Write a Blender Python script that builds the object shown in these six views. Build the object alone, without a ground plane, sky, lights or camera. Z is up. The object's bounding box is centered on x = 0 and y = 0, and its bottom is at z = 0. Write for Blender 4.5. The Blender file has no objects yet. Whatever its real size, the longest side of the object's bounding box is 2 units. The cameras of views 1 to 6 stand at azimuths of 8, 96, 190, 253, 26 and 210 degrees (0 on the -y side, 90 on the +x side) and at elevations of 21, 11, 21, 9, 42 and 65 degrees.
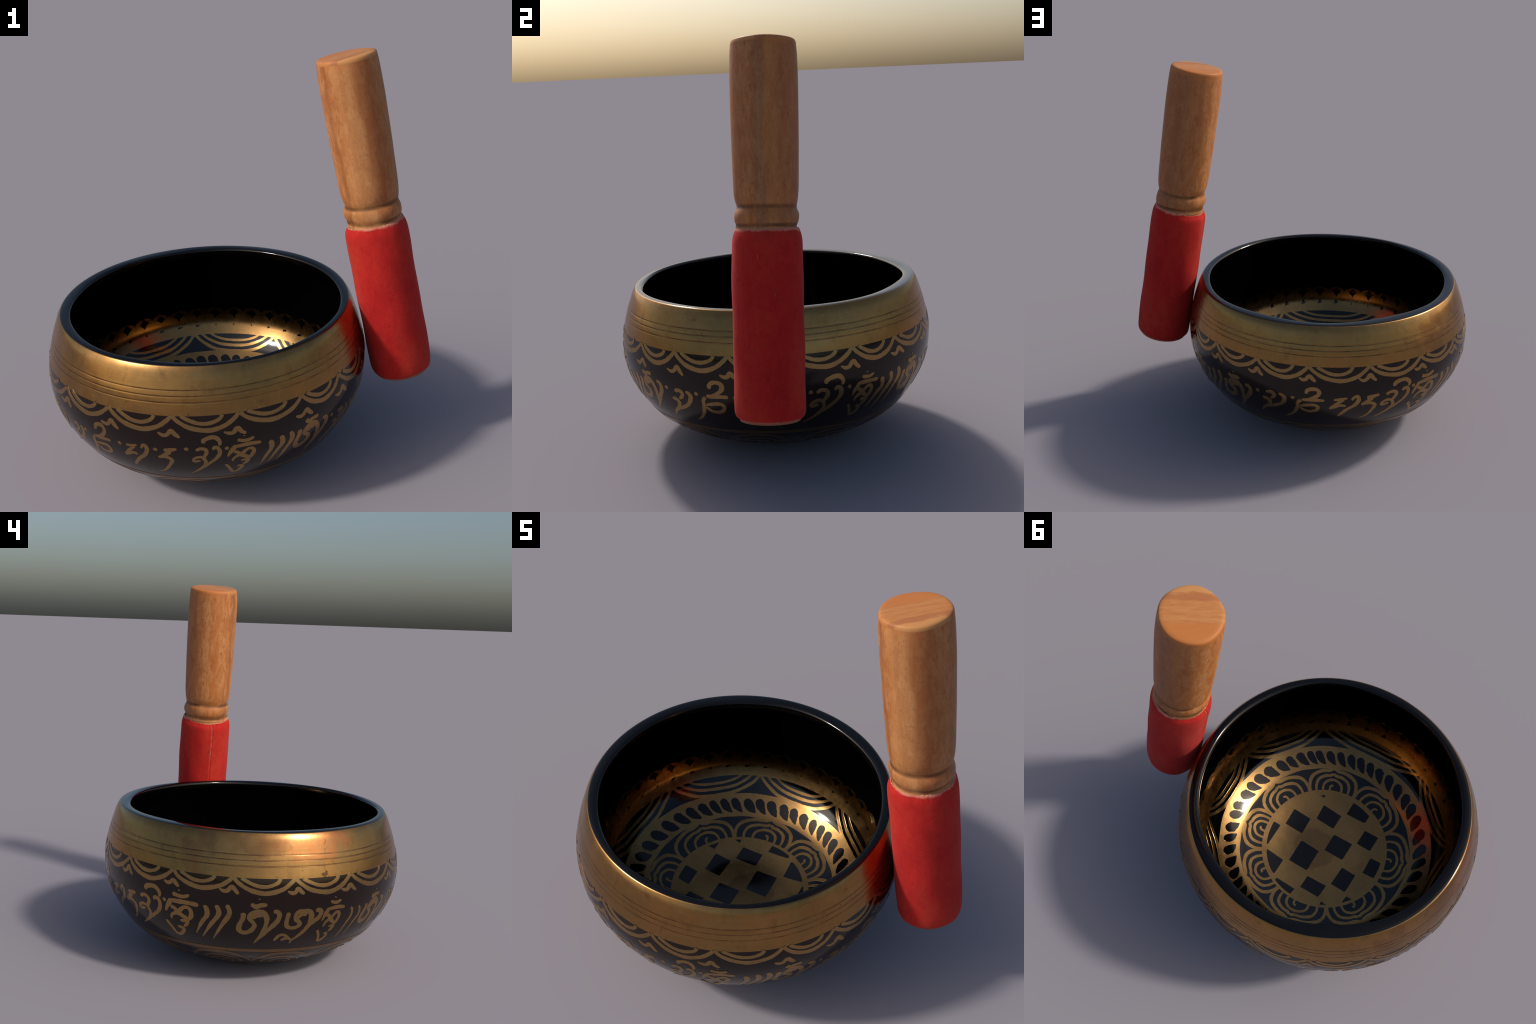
# A hand-painted metal singing bowl with a wooden mallet standing against its side.
import bpy, math, random
import numpy as np
from mathutils import Vector, Matrix

rng = random.Random(7)
TAU = math.tau

# ------------------------------------------------------------------ helpers
def catmull(pts, n):
    """Catmull-Rom through the control points (any dimension), n samples per span."""
    p = np.array(pts, float)
    if len(p) == 2:
        t = np.linspace(0, 1, n + 1)[:, None]
        return p[0] * (1 - t) + p[1] * t
    q = np.vstack([2 * p[0] - p[1], p, 2 * p[-1] - p[-2]])
    out = []
    for i in range(len(p) - 1):
        p0, p1, p2, p3 = q[i:i + 4]
        t = np.linspace(0, 1, n, endpoint=False)[:, None]
        out.append(.5 * (2 * p1 + (p2 - p0) * t + (2 * p0 - 5 * p1 + 4 * p2 - p3) * t ** 2
                         + (3 * p1 - p0 - 3 * p2 + p3) * t ** 3))
    return np.vstack(out + [p[-1:]])

def new_object(name, verts, faces, mats, parent=None, normals=None, mat_index=None, smooth=True):
    me = bpy.data.meshes.new(name)
    me.from_pydata([tuple(map(float, v)) for v in verts], [], [tuple(map(int, f)) for f in faces])
    for m in (mats if isinstance(mats, (list, tuple)) else [mats]):
        me.materials.append(m)
    if mat_index is not None:
        me.polygons.foreach_set("material_index", mat_index)
    me.polygons.foreach_set("use_smooth", [smooth] * len(me.polygons))
    me.update()
    if normals is not None:
        me.normals_split_custom_set_from_vertices([tuple(map(float, n)) for n in normals])
    ob = bpy.data.objects.new(name, me)
    bpy.context.scene.collection.objects.link(ob)
    if parent:
        ob.parent = parent
    return ob

def empty(name, loc=(0, 0, 0), parent=None):
    ob = bpy.data.objects.new(name, None)
    ob.empty_display_size = .1
    bpy.context.scene.collection.objects.link(ob)
    ob.location = loc
    if parent:
        ob.parent = parent
    return ob

# ------------------------------------------------------------------ node helpers
class Mat:
    def __init__(self, name):
        self.m = bpy.data.materials.new(name)
        self.m.use_nodes = True
        self.nt = self.m.node_tree
        self.b = self.nt.nodes["Principled BSDF"]
        self.co = self.node("ShaderNodeTexCoord").outputs["Object"]
    def node(self, t, **kw):
        n = self.nt.nodes.new(t)
        for k, v in kw.items():
            setattr(n, k, v)
        return n
    def link(self, a, b):
        self.nt.links.new(a, b)
    def put(self, sock, v):
        if hasattr(v, "is_output"):
            self.link(v, sock)
        elif isinstance(v, (tuple, list)) and len(v) == 3 and sock.type == "RGBA":
            sock.default_value = (*v, 1)
        else:
            sock.default_value = v
    def mapping(self, scale=(1, 1, 1), loc=(0, 0, 0), rot=(0, 0, 0)):
        n = self.node("ShaderNodeMapping")
        self.link(self.co, n.inputs["Vector"])
        n.inputs["Scale"].default_value = scale
        n.inputs["Location"].default_value = loc
        n.inputs["Rotation"].default_value = rot
        return n.outputs[0]
    def noise(self, scale, detail=3, rough=.55, vec=None, dist=0):
        n = self.node("ShaderNodeTexNoise")
        self.link(vec or self.co, n.inputs["Vector"])
        n.inputs["Scale"].default_value = scale
        n.inputs["Detail"].default_value = detail
        n.inputs["Roughness"].default_value = rough
        n.inputs["Distortion"].default_value = dist
        return n.outputs["Fac"]
    def ramp(self, fac, stops, interp="LINEAR"):
        n = self.node("ShaderNodeValToRGB")
        n.color_ramp.interpolation = interp
        el = n.color_ramp.elements
        while len(el) < len(stops):
            el.new(.5)
        for e, (p, c) in zip(el, stops):
            e.position = p
            e.color = (c, c, c, 1) if isinstance(c, (int, float)) else (*c, 1)
        self.put(n.inputs["Fac"], fac)
        return n.outputs["Color"]
    def mix(self, fac, a, b, mode="MIX"):
        n = self.node("ShaderNodeMix", data_type="RGBA", blend_type=mode)
        self.put(n.inputs[0], fac); self.put(n.inputs[6], a); self.put(n.inputs[7], b)
        return n.outputs[2]
    def math(self, op, a, b=0., c=0., clamp=False):
        n = self.node("ShaderNodeMath", operation=op, use_clamp=clamp)
        self.put(n.inputs[0], a); self.put(n.inputs[1], b); self.put(n.inputs[2], c)
        return n.outputs[0]
    def smooth(self, v, lo, hi, a=0., b=1.):
        n = self.node("ShaderNodeMapRange", interpolation_type="SMOOTHSTEP")
        self.put(n.inputs[0], v)
        for i, x in enumerate((lo, hi, a, b)):
            n.inputs[1 + i].default_value = x
        return n.outputs[0]
    def xyz(self):
        n = self.node("ShaderNodeSeparateXYZ")
        self.link(self.co, n.inputs[0])
        return n.outputs
    def near(self, p, radius, warp=None, stretch=(1, 1, 1)):
        """soft blob mask about a point, edge broken up by the warp value"""
        v = self.mapping(scale=stretch, loc=tuple(-a * s for a, s in zip(p, stretch)))
        n = self.node("ShaderNodeVectorMath", operation="LENGTH")
        self.link(v, n.inputs[0])
        d = n.outputs["Value"]
        if warp is not None:
            d = self.math("ADD", d, warp)
        return self.smooth(d, radius * .86, radius, 1., 0.)
    def bump(self, h, strength, dist=.01):
        n = self.node("ShaderNodeBump")
        n.inputs["Strength"].default_value = strength
        n.inputs["Distance"].default_value = dist
        self.put(n.inputs["Height"], h)
        self.link(n.outputs[0], self.b.inputs["Normal"])
    def set(self, **kw):
        for k, v in kw.items():
            self.put(self.b.inputs[k.replace("_", " ")], v)
        return self.m

# ------------------------------------------------------------------ bowl form
CX, CY = -.1642, -.0025                      # centre of the bowl at mid height
LEAN = (.0054, .0103)                        # how far the centre drifts from foot to rim
OUT_R = [0, .12, .2426, .3648, .4951, .6321, .7196, .7711, .7964, .7954, .7742, .7553, .7371, .7240, .7165, .705]
OUT_Z = [.006, .004, .0022, .0301, .0803, .1606, .261, .3614, .4618, .5622, .6626, .7229, .7731, .7970, .8040, .8065]
LIP_R = [.705, .692, .679, .6705, .6685]
LIP_Z = [.8065, .8065, .8045, .7985, .789]
IN_R = [.6685, .675, .692, .708, .718, .722, .719, .7145, .708, .698, .685, .672, .655, .632, .598, .510, .440, .360, .250, .150, .0]
IN_Z = [.789, .76, .70, .62, .54, .47, .41, .372, .342, .318, .297, .277, .252, .226, .196, .14, .115, .093, .070, .062, .060]

_op = catmull(list(zip(OUT_R, OUT_Z)), 24)
_os = np.r_[0, np.cumsum(np.hypot(*np.diff(_op, axis=0).T))]
_os -= np.interp(.0, _op[2 * 24:, 1], _os[2 * 24:])     # arc length counted from the foot ring
_ip = catmull(list(zip(IN_R, IN_Z)), 24)[::-1]           # from the middle of the floor upward
_is = np.r_[0, np.cumsum(np.hypot(*np.diff(_ip, axis=0).T))]

def place(r, z, th, inner=0.):
    """profile point (r, z) at angle th -> world; carries the lean, the tilt and the slight out-of-roundness"""
    w = z / .8
    up = np.clip((w - .55) / .45, 0, 1) ** 2
    m = 1 - .0028 * np.cos(3 * th) - .0024 * np.cos(4 * th)
    x = r * m * np.cos(th); y = r * m * np.sin(th)
    ii = inner * up
    mid = inner * np.clip((z - .29) / .16, 0, 1) ** 2 * (3 - 2 * np.clip((z - .29) / .16, 0, 1))
    X = CX + LEAN[0] * (w - .5) + x + ii * .006 + ii * (.003 * np.cos(7 * th + 1) + .003 * np.sin(5 * th)) * np.cos(th)
    Y = CY + LEAN[1] * (w - .5) + y - mid * .012 + ii * (.003 * np.cos(7 * th + 1) + .003 * np.sin(5 * th)) * np.sin(th)
    Z = z + w * (.0009 * x + .0079 * y) + inner * up * .0015 * np.sin(6 * th + .5)
    return np.stack([X, Y, Z], -1)

def _prof(P, S, s):
    r = np.interp(s, S, P[:, 0]); z = np.interp(s, S, P[:, 1])
    h = .004
    dr = np.interp(s + h, S, P[:, 0]) - np.interp(s - h, S, P[:, 0])
    dz = np.interp(s + h, S, P[:, 1]) - np.interp(s - h, S, P[:, 1])
    l = np.hypot(dr, dz) + 1e-9
    return r, z, dr / l, dz / l

def outside(th, s, lift=0.):
    r, z, dr, dz = _prof(_op, _os, s)
    nr, nz = dz, -dr
    n = np.stack([nr * np.cos(th), nr * np.sin(th), nz + 0 * th], -1)
    return place(r + nr * lift, z + nz * lift, th), n

def inside(th, s, lift=0.):
    r, z, dr, dz = _prof(_ip, _is, s)
    nr, nz = -dz, dr
    n = np.stack([nr * np.cos(th), nr * np.sin(th), nz + 0 * th], -1)
    return place(r + nr * lift, z + nz * lift, th, 1.), n

def s_out(z):
    k = _os >= 0
    return float(np.interp(z, _op[k, 1][:-24], _os[k][:-24]))
def s_in_z(z):
    return float(np.interp(z, _ip[:, 1], _is))
def s_in_r(r):
    k = np.argmax(_ip[:, 0])
    return float(np.interp(r, _ip[:k, 0], _is[:k]))

TILT = .008
def band_s(s0, th):      # turned lines of the band ride a little high towards +x+y
    return s0 + TILT * np.cos(th - math.radians(45))

# ------------------------------------------------------------------ materials
def brass(name, col, dark, rough, tarnish=False, seed=0., deep=False):
    M = Mat(name)
    big = M.noise(3.1, 4, .6, M.mapping(loc=(seed, 0, 0)))
    mid = M.noise(13, 5, .65, M.mapping(loc=(0, seed, 1)))
    fine = M.noise(70, 3, .6)
    c = M.mix(M.ramp(big, [(.35, 0.), (.65, 1.)]), col, tuple(a * b for a, b in zip(col, (.86, .93, .95))))
    c = M.mix(M.ramp(mid, [(.56, 0.), (.78, .55)]), c, dark)
    c = M.mix(M.ramp(fine, [(.56, 0.), (.76, .22)]), c, dark)
    if tarnish:
        warp = M.math("MULTIPLY_ADD", M.noise(9, 6, .7), .22, -.11)
        # pinkish worn patch on the -x side, brown bloom beside it
        p1 = M.near((-.935, -.12, .75), .135, warp, (1, .55, 1.6))
        p2 = M.near((-.90, .15, .755), .11, warp, (1, .8, 1.7))
        p3 = M.near((-.76, .44, .70), .085, warp, (1, 1, .8))
        p4 = M.near((.45, -.45, .74), .10, warp, (1, 1, 1.4))
        p5 = M.near((-.30, -.76, .72), .10, warp, (1, 1, 1.2))
        c = M.mix(M.math("MULTIPLY", p1, M.ramp(M.noise(11, 5, .65), [(.3, .55), (.6, .95)])), c, (.43, .165, .058))
        c = M.mix(M.math("MULTIPLY", p2, .65), c, (.23, .105, .038))
        c = M.mix(M.math("MULTIPLY", p3, .7), c, (.27, .12, .05))
        c = M.mix(M.math("MULTIPLY", p4, .35), c, (.31, .13, .045))
        c = M.mix(M.math("MULTIPLY", p5, .4), c, (.30, .16, .06))
        # greenish bloom in streaks round the wall
        gr = M.noise(4.5, 4, .6, M.mapping(scale=(1, 1, .5), loc=(3, 1, 2)))
        c = M.mix(M.ramp(gr, [(.50, 0.), (.70, .5)]), c, (.24, .158, .060))
        gr2 = M.noise(8.5, 5, .68, M.mapping(loc=(7, 3, 1)), .4)
        c = M.mix(M.ramp(gr2, [(.47, 0.), (.66, .60)]), c, (.30, .185, .075))
        sm = M.noise(12, 5, .7, M.mapping(scale=(1, 1, .55), loc=(1, 8, 5)), .3)
        c = M.mix(M.ramp(sm, [(.56, 0.), (.74, .62)]), c, (.17, .082, .034))
        hi = M.noise(6.5, 4, .6, M.mapping(loc=(9, 0, 4)), .3)
        c = M.mix(M.ramp(hi, [(.52, 0.), (.70, .45)]), c, (.47, .27, .095))
        # pits and rub marks
        sp = M.node("ShaderNodeTexVoronoi"); M.link(M.mapping(scale=(1, 1, .8)), sp.inputs["Vector"])
        sp.inputs["Scale"].default_value = 26
        pit = M.math("MULTIPLY", M.smooth(sp.outputs["Distance"], .05, .16, 1., 0.), M.smooth(M.noise(8, 2), .52, .60))
        c = M.mix(M.math("MULTIPLY", pit, .75), c, (.12, .06, .03))
        # the three scored lines
        x, y, z = M.xyz()[:3]
        zt = M.math("SUBTRACT", z, M.math("MULTIPLY", M.math("ADD", x, M.math("ADD", y, -CX)), TILT / .765))
        zt = M.math("ADD", zt, M.math("MULTIPLY_ADD", M.noise(30, 2), .004, -.002))
        tot = None
        for zz in LINES_Z:
            g = M.smooth(M.math("ABSOLUTE", M.math("SUBTRACT", zt, zz)), .0012, .0040, 1., 0.)
            tot = g if tot is None else M.math("MAXIMUM", tot, g)
        tot = M.math("MULTIPLY", tot, M.ramp(M.noise(14, 3), [(.32, .35), (.6, .95)]))
        c = M.mix(tot, c, (.115, .055, .030))
        # crack below the rim on the -x side
        wob = M.math("MULTIPLY_ADD", M.noise(18, 5, .7), .11, -.055)
        wob2 = M.math("ADD", y, wob)
        ck = M.smooth(M.math("ABSOLUTE", M.math("ADD", wob2, .138)), .002, .0065, 1., 0.)
        ck = M.math("MULTIPLY", ck, M.smooth(x, -.86, -.90))
        ck = M.math("MULTIPLY", ck, M.smooth(M.noise(23, 3), .42, .55))
        c = M.mix(M.math("MULTIPLY", ck, .8), c, (.10, .05, .03))
        c = M.mix(M.math("MULTIPLY", M.near((-.955, -.135, .612), .022, M.math("MULTIPLY", warp, .30)), .85), c, (.06, .03, .02))
        # brushed turning marks
        br = M.noise(1., 4, .7, M.mapping(scale=(3, 3, 160)))
        c = M.mix(.10, c, M.ramp(br, [(.3, (.20, .10, .035)), (.7, (.60, .36, .14))]))
    if deep:     # dim reflections up the wall painted into the colour; darker blotch mid floor
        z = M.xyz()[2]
        painted_shade = M.math("ADD", M.smooth(M.math("ADD", z, M.math("MULTIPLY_ADD", M.noise(20, 4), .03, -.015)), .345, .41), 0.)
        c = M.mix(M.math("MULTIPLY", painted_shade, .78), c, (.075, .042, .016))
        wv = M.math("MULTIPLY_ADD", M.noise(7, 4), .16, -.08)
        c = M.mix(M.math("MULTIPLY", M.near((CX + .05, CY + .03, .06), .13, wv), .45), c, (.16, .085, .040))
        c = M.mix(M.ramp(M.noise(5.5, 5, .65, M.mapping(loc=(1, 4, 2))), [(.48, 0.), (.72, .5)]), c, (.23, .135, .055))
    rr = M.ramp(mid, [(.3, rough - .05), (.7, rough + .07)])
    M.set(Base_Color=c, Metallic=1., Roughness=rr)
    M.bump(M.noise(30, 3, .5), .02, .01)
    return M.m

def lacquer(name, col, rough):
    M = Mat(name)
    n = M.noise(6, 5, .6)
    c = M.mix(M.ramp(n, [(.4, 0.), (.7, 1.)]), col, tuple(a * b for a, b in zip(col, (1.5, 1.25, 1.2))))
    M.set(Base_Color=c, Metallic=0., Roughness=M.ramp(M.noise(4, 3), [(.3, rough - .02), (.7, rough + .03)]), IOR=1.46)
    M.b.inputs["Specular Tint"].default_value = (1, .93, .87, 1)
    M.bump(M.noise(9, 3, .5), .02, .01)
    return M.m

LINES_Z = (.712, .687, .660)
gold_band = brass("aged_brass_band", (.395, .202, .066), (.20, .095, .034), .24, True)
gold_paint = brass("brass_relief", (.385, .232, .096), (.23, .12, .048), .28, seed=2.)
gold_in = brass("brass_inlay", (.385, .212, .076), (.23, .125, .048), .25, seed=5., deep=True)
gold_foot = brass("darker_brass_relief", (.25, .145, .068), (.14, .075, .035), .34, seed=8.)  # darker brass for the foot border
black_out = lacquer("dark_lacquer", (.0058, .0022, .0012), .11)
black_in = lacquer("black_lacquer", (.0010, .0010, .0014), .10)
def deep_black():
    """black interior: lacquer gloss on floor and lip, reflections switched off up the wall to darken it"""
    M = Mat("interior_lacquer")
    z = M.xyz()[2]
    gloss = M.math("MAXIMUM", M.smooth(z, .30, .42, .5, .0), M.smooth(z, .765, .785, 0., .5))
    M.set(Base_Color=(.0006, .0006, .0008), Roughness=.10)
    M.put(M.b.inputs["Specular IOR Level"], gloss)
    M.b.inputs["Specular Tint"].default_value = (1, 1, 1, 1)
    return M.m
wall_black = deep_black()

# ------------------------------------------------------------------ bowl body: one smooth wall, split by region
bowl = empty("singing_bowl", (CX, CY, 0))
bowl["label"] = "black lacquered singing bowl with brass band and script"
bowl["category"] = "singing bowl"
BASE = Vector((CX, CY, 0))
NT = 288
THETA = np.arange(NT) * TAU / NT

def add(name, verts, faces, mats, parent, normals=None, **kw):
    """object in world coordinates, hung under a parent without moving it"""
    ob = new_object(name, verts, faces, mats, None, normals, **kw)
    ob.parent = parent
    ob.matrix_parent_inverse = PARENT_INV[parent.name]
    return ob
PARENT_INV = {"singing_bowl": Matrix.Translation(-BASE)}
def group(name, parent):
    g = empty(name)
    g.parent = parent
    g.matrix_parent_inverse = PARENT_INV[parent.name]
    PARENT_INV[name] = Matrix.Identity(4)
    return g

S_BAND, S_RIM = s_out(.605), s_out(.8025)
rows, regions = [], []
def sgrid(a, b, n):
    return np.linspace(a, b, n)
foot0 = _os[0]
def groove(s, th):
    d = 0.
    r, z, dr, dz = _prof(_op, _os, s)
    for zz in LINES_Z:
        d = d - .0005 * np.exp(-((z - zz) / .0026) ** 2)
    return d
so = np.r_[sgrid(foot0, 0, 14)[:-1], sgrid(0, S_BAND, 110)[:-1]]
sb = sgrid(S_BAND, S_RIM, 120)
sr = sgrid(S_RIM, _os[-1], 8)
V = []
for s in so:
    k = np.clip((s - .35) / .4, 0, 1) * TILT * np.cos(THETA - math.radians(45))
    V.append(outside(THETA, s + k)[0]); regions.append(0)
for s in sb:
    k = (np.clip((S_RIM - s) / .03, 0, 1)) * TILT * np.cos(THETA - math.radians(45))
    V.append(outside(THETA, s + k, groove(s, THETA))[0]); regions.append(1)
for s in sr[1:]:
    V.append(outside(THETA, s)[0]); regions.append(2)
lip = catmull(list(zip(LIP_R, LIP_Z)), 6)[1:]
for i, (r, z) in enumerate(lip):
    V.append(place(r, z, THETA, min(1, (i + 1) / 14))); regions.append(2)
for s in sgrid(_is[-1], 0.02, 150)[1:]:
    V.append(inside(THETA, s)[0]); regions.append(3)
V = np.array(V)                                   # rows x angle x 3
NR = len(V)
reg = np.array(regions)
flat = V.reshape(-1, 3)
# whole-surface vertex normals from the grid itself
du = np.roll(V, -1, 1) - np.roll(V, 1, 1)
dv = np.gradient(V, axis=0)
nor = np.cross(du, dv); nor /= np.linalg.norm(nor, axis=-1, keepdims=True) + 1e-12
nor[0] = (0, 0, -1); nor[-1] = (0, 0, 1)

def region(name, r0, r1, mat, cap=None):
    v = V[r0:r1 + 1].reshape(-1, 3); n = nor[r0:r1 + 1].reshape(-1, 3)
    m = r1 - r0
    i = np.arange(m)[:, None] * NT; j = np.arange(NT)[None]; k = (j + 1) % NT
    f = np.stack([i + j, i + k, i + NT + k, i + NT + j], -1).reshape(-1, 4).tolist()
    if cap == "floor":
        v = np.vstack([v, v[-NT:].mean(0)]); n = np.vstack([n, (0, 0, 1)])
        f += [(m * NT + a, m * NT + (a + 1) % NT, len(v) - 1) for a in range(NT)]
    if cap == "foot":
        v = np.vstack([v, v[:NT].mean(0)]); n = np.vstack([n, (0, 0, -1)])
        f += [((a + 1) % NT, a, len(v) - 1) for a in range(NT)]
    return add(name, v, f, mat, bowl, n)

first = {k: int(np.argmax(reg == k)) for k in range(4)}
region("outer_wall", 0, first[1], black_out, "foot")
region("brass_band", first[1], first[2], gold_band)
region("rim", first[2], first[3] - 1 + 1, black_in)
region("inner_wall", first[3], NR - 1, wall_black, "floor")

# ------------------------------------------------------------------ painted strokes: thin raised ribbons on the surface
def ribbon(surface, path, width, lift, rscale=.75, step=.004, across=4, wob=.05, ends=(1, 1)):
    """path: (u, s) in metres, u = angle * rscale. width: list of full widths along it. Returns verts, faces, normals."""
    p = np.array(path, float)
    L = np.hypot(*np.diff(p, axis=0).T).sum()
    n = max(3, int(L / step / max(1, len(p) - 1)) + 1)
    c = catmull(p, n)
    d = np.r_[0, np.cumsum(np.hypot(*np.diff(c, axis=0).T))]
    N = max(6, int(d[-1] / step) + 2)
    t = np.linspace(0, d[-1], N)
    c = np.stack([np.interp(t, d, c[:, 0]), np.interp(t, d, c[:, 1])], 1)
    for _ in range(2):
        c[1:-1] = .25 * c[:-2] + .5 * c[1:-1] + .25 * c[2:]
    g = np.gradient(c, axis=0); g /= np.hypot(*g.T)[:, None] + 1e-9
    w = np.interp(t / t[-1], np.linspace(0, 1, len(width)), width)
    ph = rng.random() * 9
    w = w * (1 + wob * np.sin(t * 190 + ph) * .6 + wob * np.sin(t * 71 + 2 * ph))
    # rounded ends
    h0 = max(width[0] * .5, 1e-4); h1 = max(width[-1] * .5, 1e-4)
    if ends[0]:
        w = w * np.sqrt(np.clip(1 - (1 - np.clip(t / h0, 0, 1)) ** 2, .02, 1))
    if ends[1]:
        w = w * np.sqrt(np.clip(1 - (1 - np.clip((t[-1] - t) / h1, 0, 1)) ** 2, .02, 1))
    perp = np.stack([-g[:, 1], g[:, 0]], 1)
    offs = np.r_[-.5, np.linspace(-.5, .5, across + 1) * .97, .5]
    hs = np.r_[-.0006, np.full(across + 1, lift), -.0006]
    V_, N_ = [], []
    for o, h in zip(offs, hs):
        q = c + perp * (w * o)[:, None]
        P, nn = surface(q[:, 0] / rscale, q[:, 1], h)
        V_.append(P); N_.append(nn)
    m = len(offs)
    V_ = np.stack(V_, 1).reshape(-1, 3); N_ = np.stack(N_, 1).reshape(-1, 3)
    i = np.arange(N - 1)[:, None] * m; j = np.arange(m - 1)[None]
    f = np.stack([i + j, i + m + j, i + m + j + 1, i + j + 1], -1).reshape(-1, 4)
    # orient along the surface normal
    a, b, e = V_[f[:, 0]], V_[f[:, 1]], V_[f[:, 2]]
    if (np.cross(b - a, e - a) * N_[f[:, 0]]).sum() < 0:
        f = f[:, ::-1]
    return V_, f.tolist(), N_

def merge(parts):
    vs, fs, ns, k = [], [], [], 0
    for v, f, n in parts:
        vs.append(v); ns.append(n)
        fs += [tuple(a + k for a in q) for q in f]
        k += len(v)
    return np.vstack(vs), fs, np.vstack(ns)

def stroke_object(name, parts, mat, parent):
    v, f, n = merge(parts)
    return add(name, v, f, mat, parent, n)

R0 = .75
MM = .001
# letters: strokes as (x, y) control points in mm about the letter's middle, with brush widths in mm
LETTERS = {
 "om": [([(-71, 91), (-72, 63), (-86, 28), (-91, -5), (-72, -26), (-40, -15), (-20, 13), (-21, 32), (-35, 46), (-43, 61), (-33, 84), (-9, 94), (16, 94), (33, 70), (36, 40), (26, 0), (3, -60)], [19, 19, 20, 22, 19, 16, 22, 26, 20, 17, 17, 8]),
        ([(-28, 58), (-10, 80), (18, 80)], [14, 22, 22]),
        ([(64, 92), (79, 98), (92, 80), (83, 47), (57, 13), (27, -27), (3, -60), (-19, -98)], [17, 19, 20, 20, 19, 19, 13, 4]),
        ([(-37, 136), (-17, 121), (5, 129), (36, 131)], [17, 18, 17, 14]), ([(-1, 162), (2, 156)], [9, 9])],
 "ah": [([(-74, 91), (-80, 45), (-79, 18), (-61, 4), (-34, 5), (-16, 21), (-22, 39), (-38, 48), (-41, 69), (-31, 90), (-2, 92), (27, 90), (36, 62), (34, 24), (13, -12)], [17, 17, 17, 18, 16, 16, 21, 23, 19, 12]),
        ([(-30, 49), (-16, 74), (14, 78)], [10, 14, 18]),
        ([(55, 88), (73, 95), (86, 77), (72, 50), (38, 20), (12, -20), (-17, -54), (-40, -80), (-46, -104)], [15, 19, 20, 19, 17, 17, 14, 10, 5]),
        ([(-129, -78), (-107, -43), (-81, -42), (-61, -62), (-44, -75)], [12, 15, 14, 11]), ([(-96, -79), (-77, -64), (-56, -66)], [12, 15, 9])],
 "hum": [([(-67, 71), (-37, 74), (29, 76), (88, 72)], [16, 19, 19, 17]), ([(-52, 71), (-74, 38), (-88, 10)], [22, 18, 7]),
         ([(-56, 42), (-33, 33), (-18, 18), (12, 45), (36, 49), (51, 31), (45, 2), (26, -23)], [18, 17, 17, 15, 16, 17, 19, 14]),
         ([(-58, -28), (-59, -12), (-40, 7), (-15, 12), (7, -2), (29, -8)], [8, 13, 15, 20, 20, 16]),
         ([(-15, -32), (24, -27), (17, -49), (-2, -65)], [11, 18, 17, 10]),
         ([(-36, -70), (-8, -74), (-8, -94), (-31, -120), (-55, -122), (-71, -88), (-85, -62), (-98, -44)], [12, 16, 17, 16, 14, 14, 14, 13]),
         ([(-41, 111), (-10, 103), (19, 104), (46, 114)], [15, 16, 15, 10]), ([(-6, 133), (-6, 127)], [11, 11])],
 "me": [([(2, 90), (-1, 107), (32, 120), (63, 118), (83, 95), (81, 72)], [15, 20, 19, 18, 16, 12]),
        ([(-43, 48), (-21, 61), (7, 54), (12, 31), (-5, 2), (5, -28), (-5, -59), (-40, -91), (-88, -126)], [14, 16, 17, 15, 15, 16, 14, 9, 3]),
        ([(-6, -2), (-25, 10), (-57, -2), (-58, -23), (-23, -14)], [12, 15, 14, 14, 11]),
        ([(47, 50), (54, 66), (73, 60), (82, 30), (64, -6), (27, -38), (-15, -71)], [13, 18, 17, 16, 15, 14, 11])],
 "da": [([(-17, 70), (15, 73), (47, 80)], [19, 21, 11]), ([(16, 68), (-5, 48), (-42, 24)], [20, 18, 12]),
        ([(-42, 24), (0, 31), (28, 16), (27, -6), (-1, -60), (-42, -88)], [11, 17, 16, 14, 10, 3])],
 "pa": [([(-53, 53), (-18, 56), (16, 63)], [12, 15, 8]), ([(1, 55), (-35, 28), (-69, -8), (-22, 14), (10, 7)], [12, 15, 12, 16, 14]),
        ([(39, 46), (44, 63), (63, 70), (71, 47), (54, 13), (17, -16), (-13, -50), (-29, -73)], [9, 16, 19, 18, 16, 17, 14, 8])],
 "ni": [([(9, 82), (10, 101), (26, 113), (52, 115), (68, 101), (64, 79), (41, 59), (13, 45)], [14, 16, 17, 17, 18, 16, 14, 10]),
        ([(-14, 41), (26, 43), (65, 44), (94, 43)], [14, 18, 17, 14]), ([(-17, 38), (-30, 15), (-32, -15), (-44, -54), (-66, -91), (-98, -120)], [15, 15, 15, 13, 12, 3]),
        ([(-22, -8), (6, -1), (46, 5), (67, -9), (60, -34), (33, -48), (2, -42), (-23, -21)], [12, 15, 16, 16, 15, 15, 13, 9])],
 "ma": [([(-13, 78), (11, 84), (27, 72), (22, 54), (4, 35)], [14, 16, 17, 16, 12]), ([(-39, 34), (-17, 31), (-6, 14), (-18, -18), (-51, -49), (-75, -86)], [15, 18, 17, 15, 11, 3]),
        ([(51, 86), (69, 71), (69, 45), (43, 8), (-1, -19), (-28, -32)], [17, 18, 17, 16, 15, 10])],
}
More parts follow.
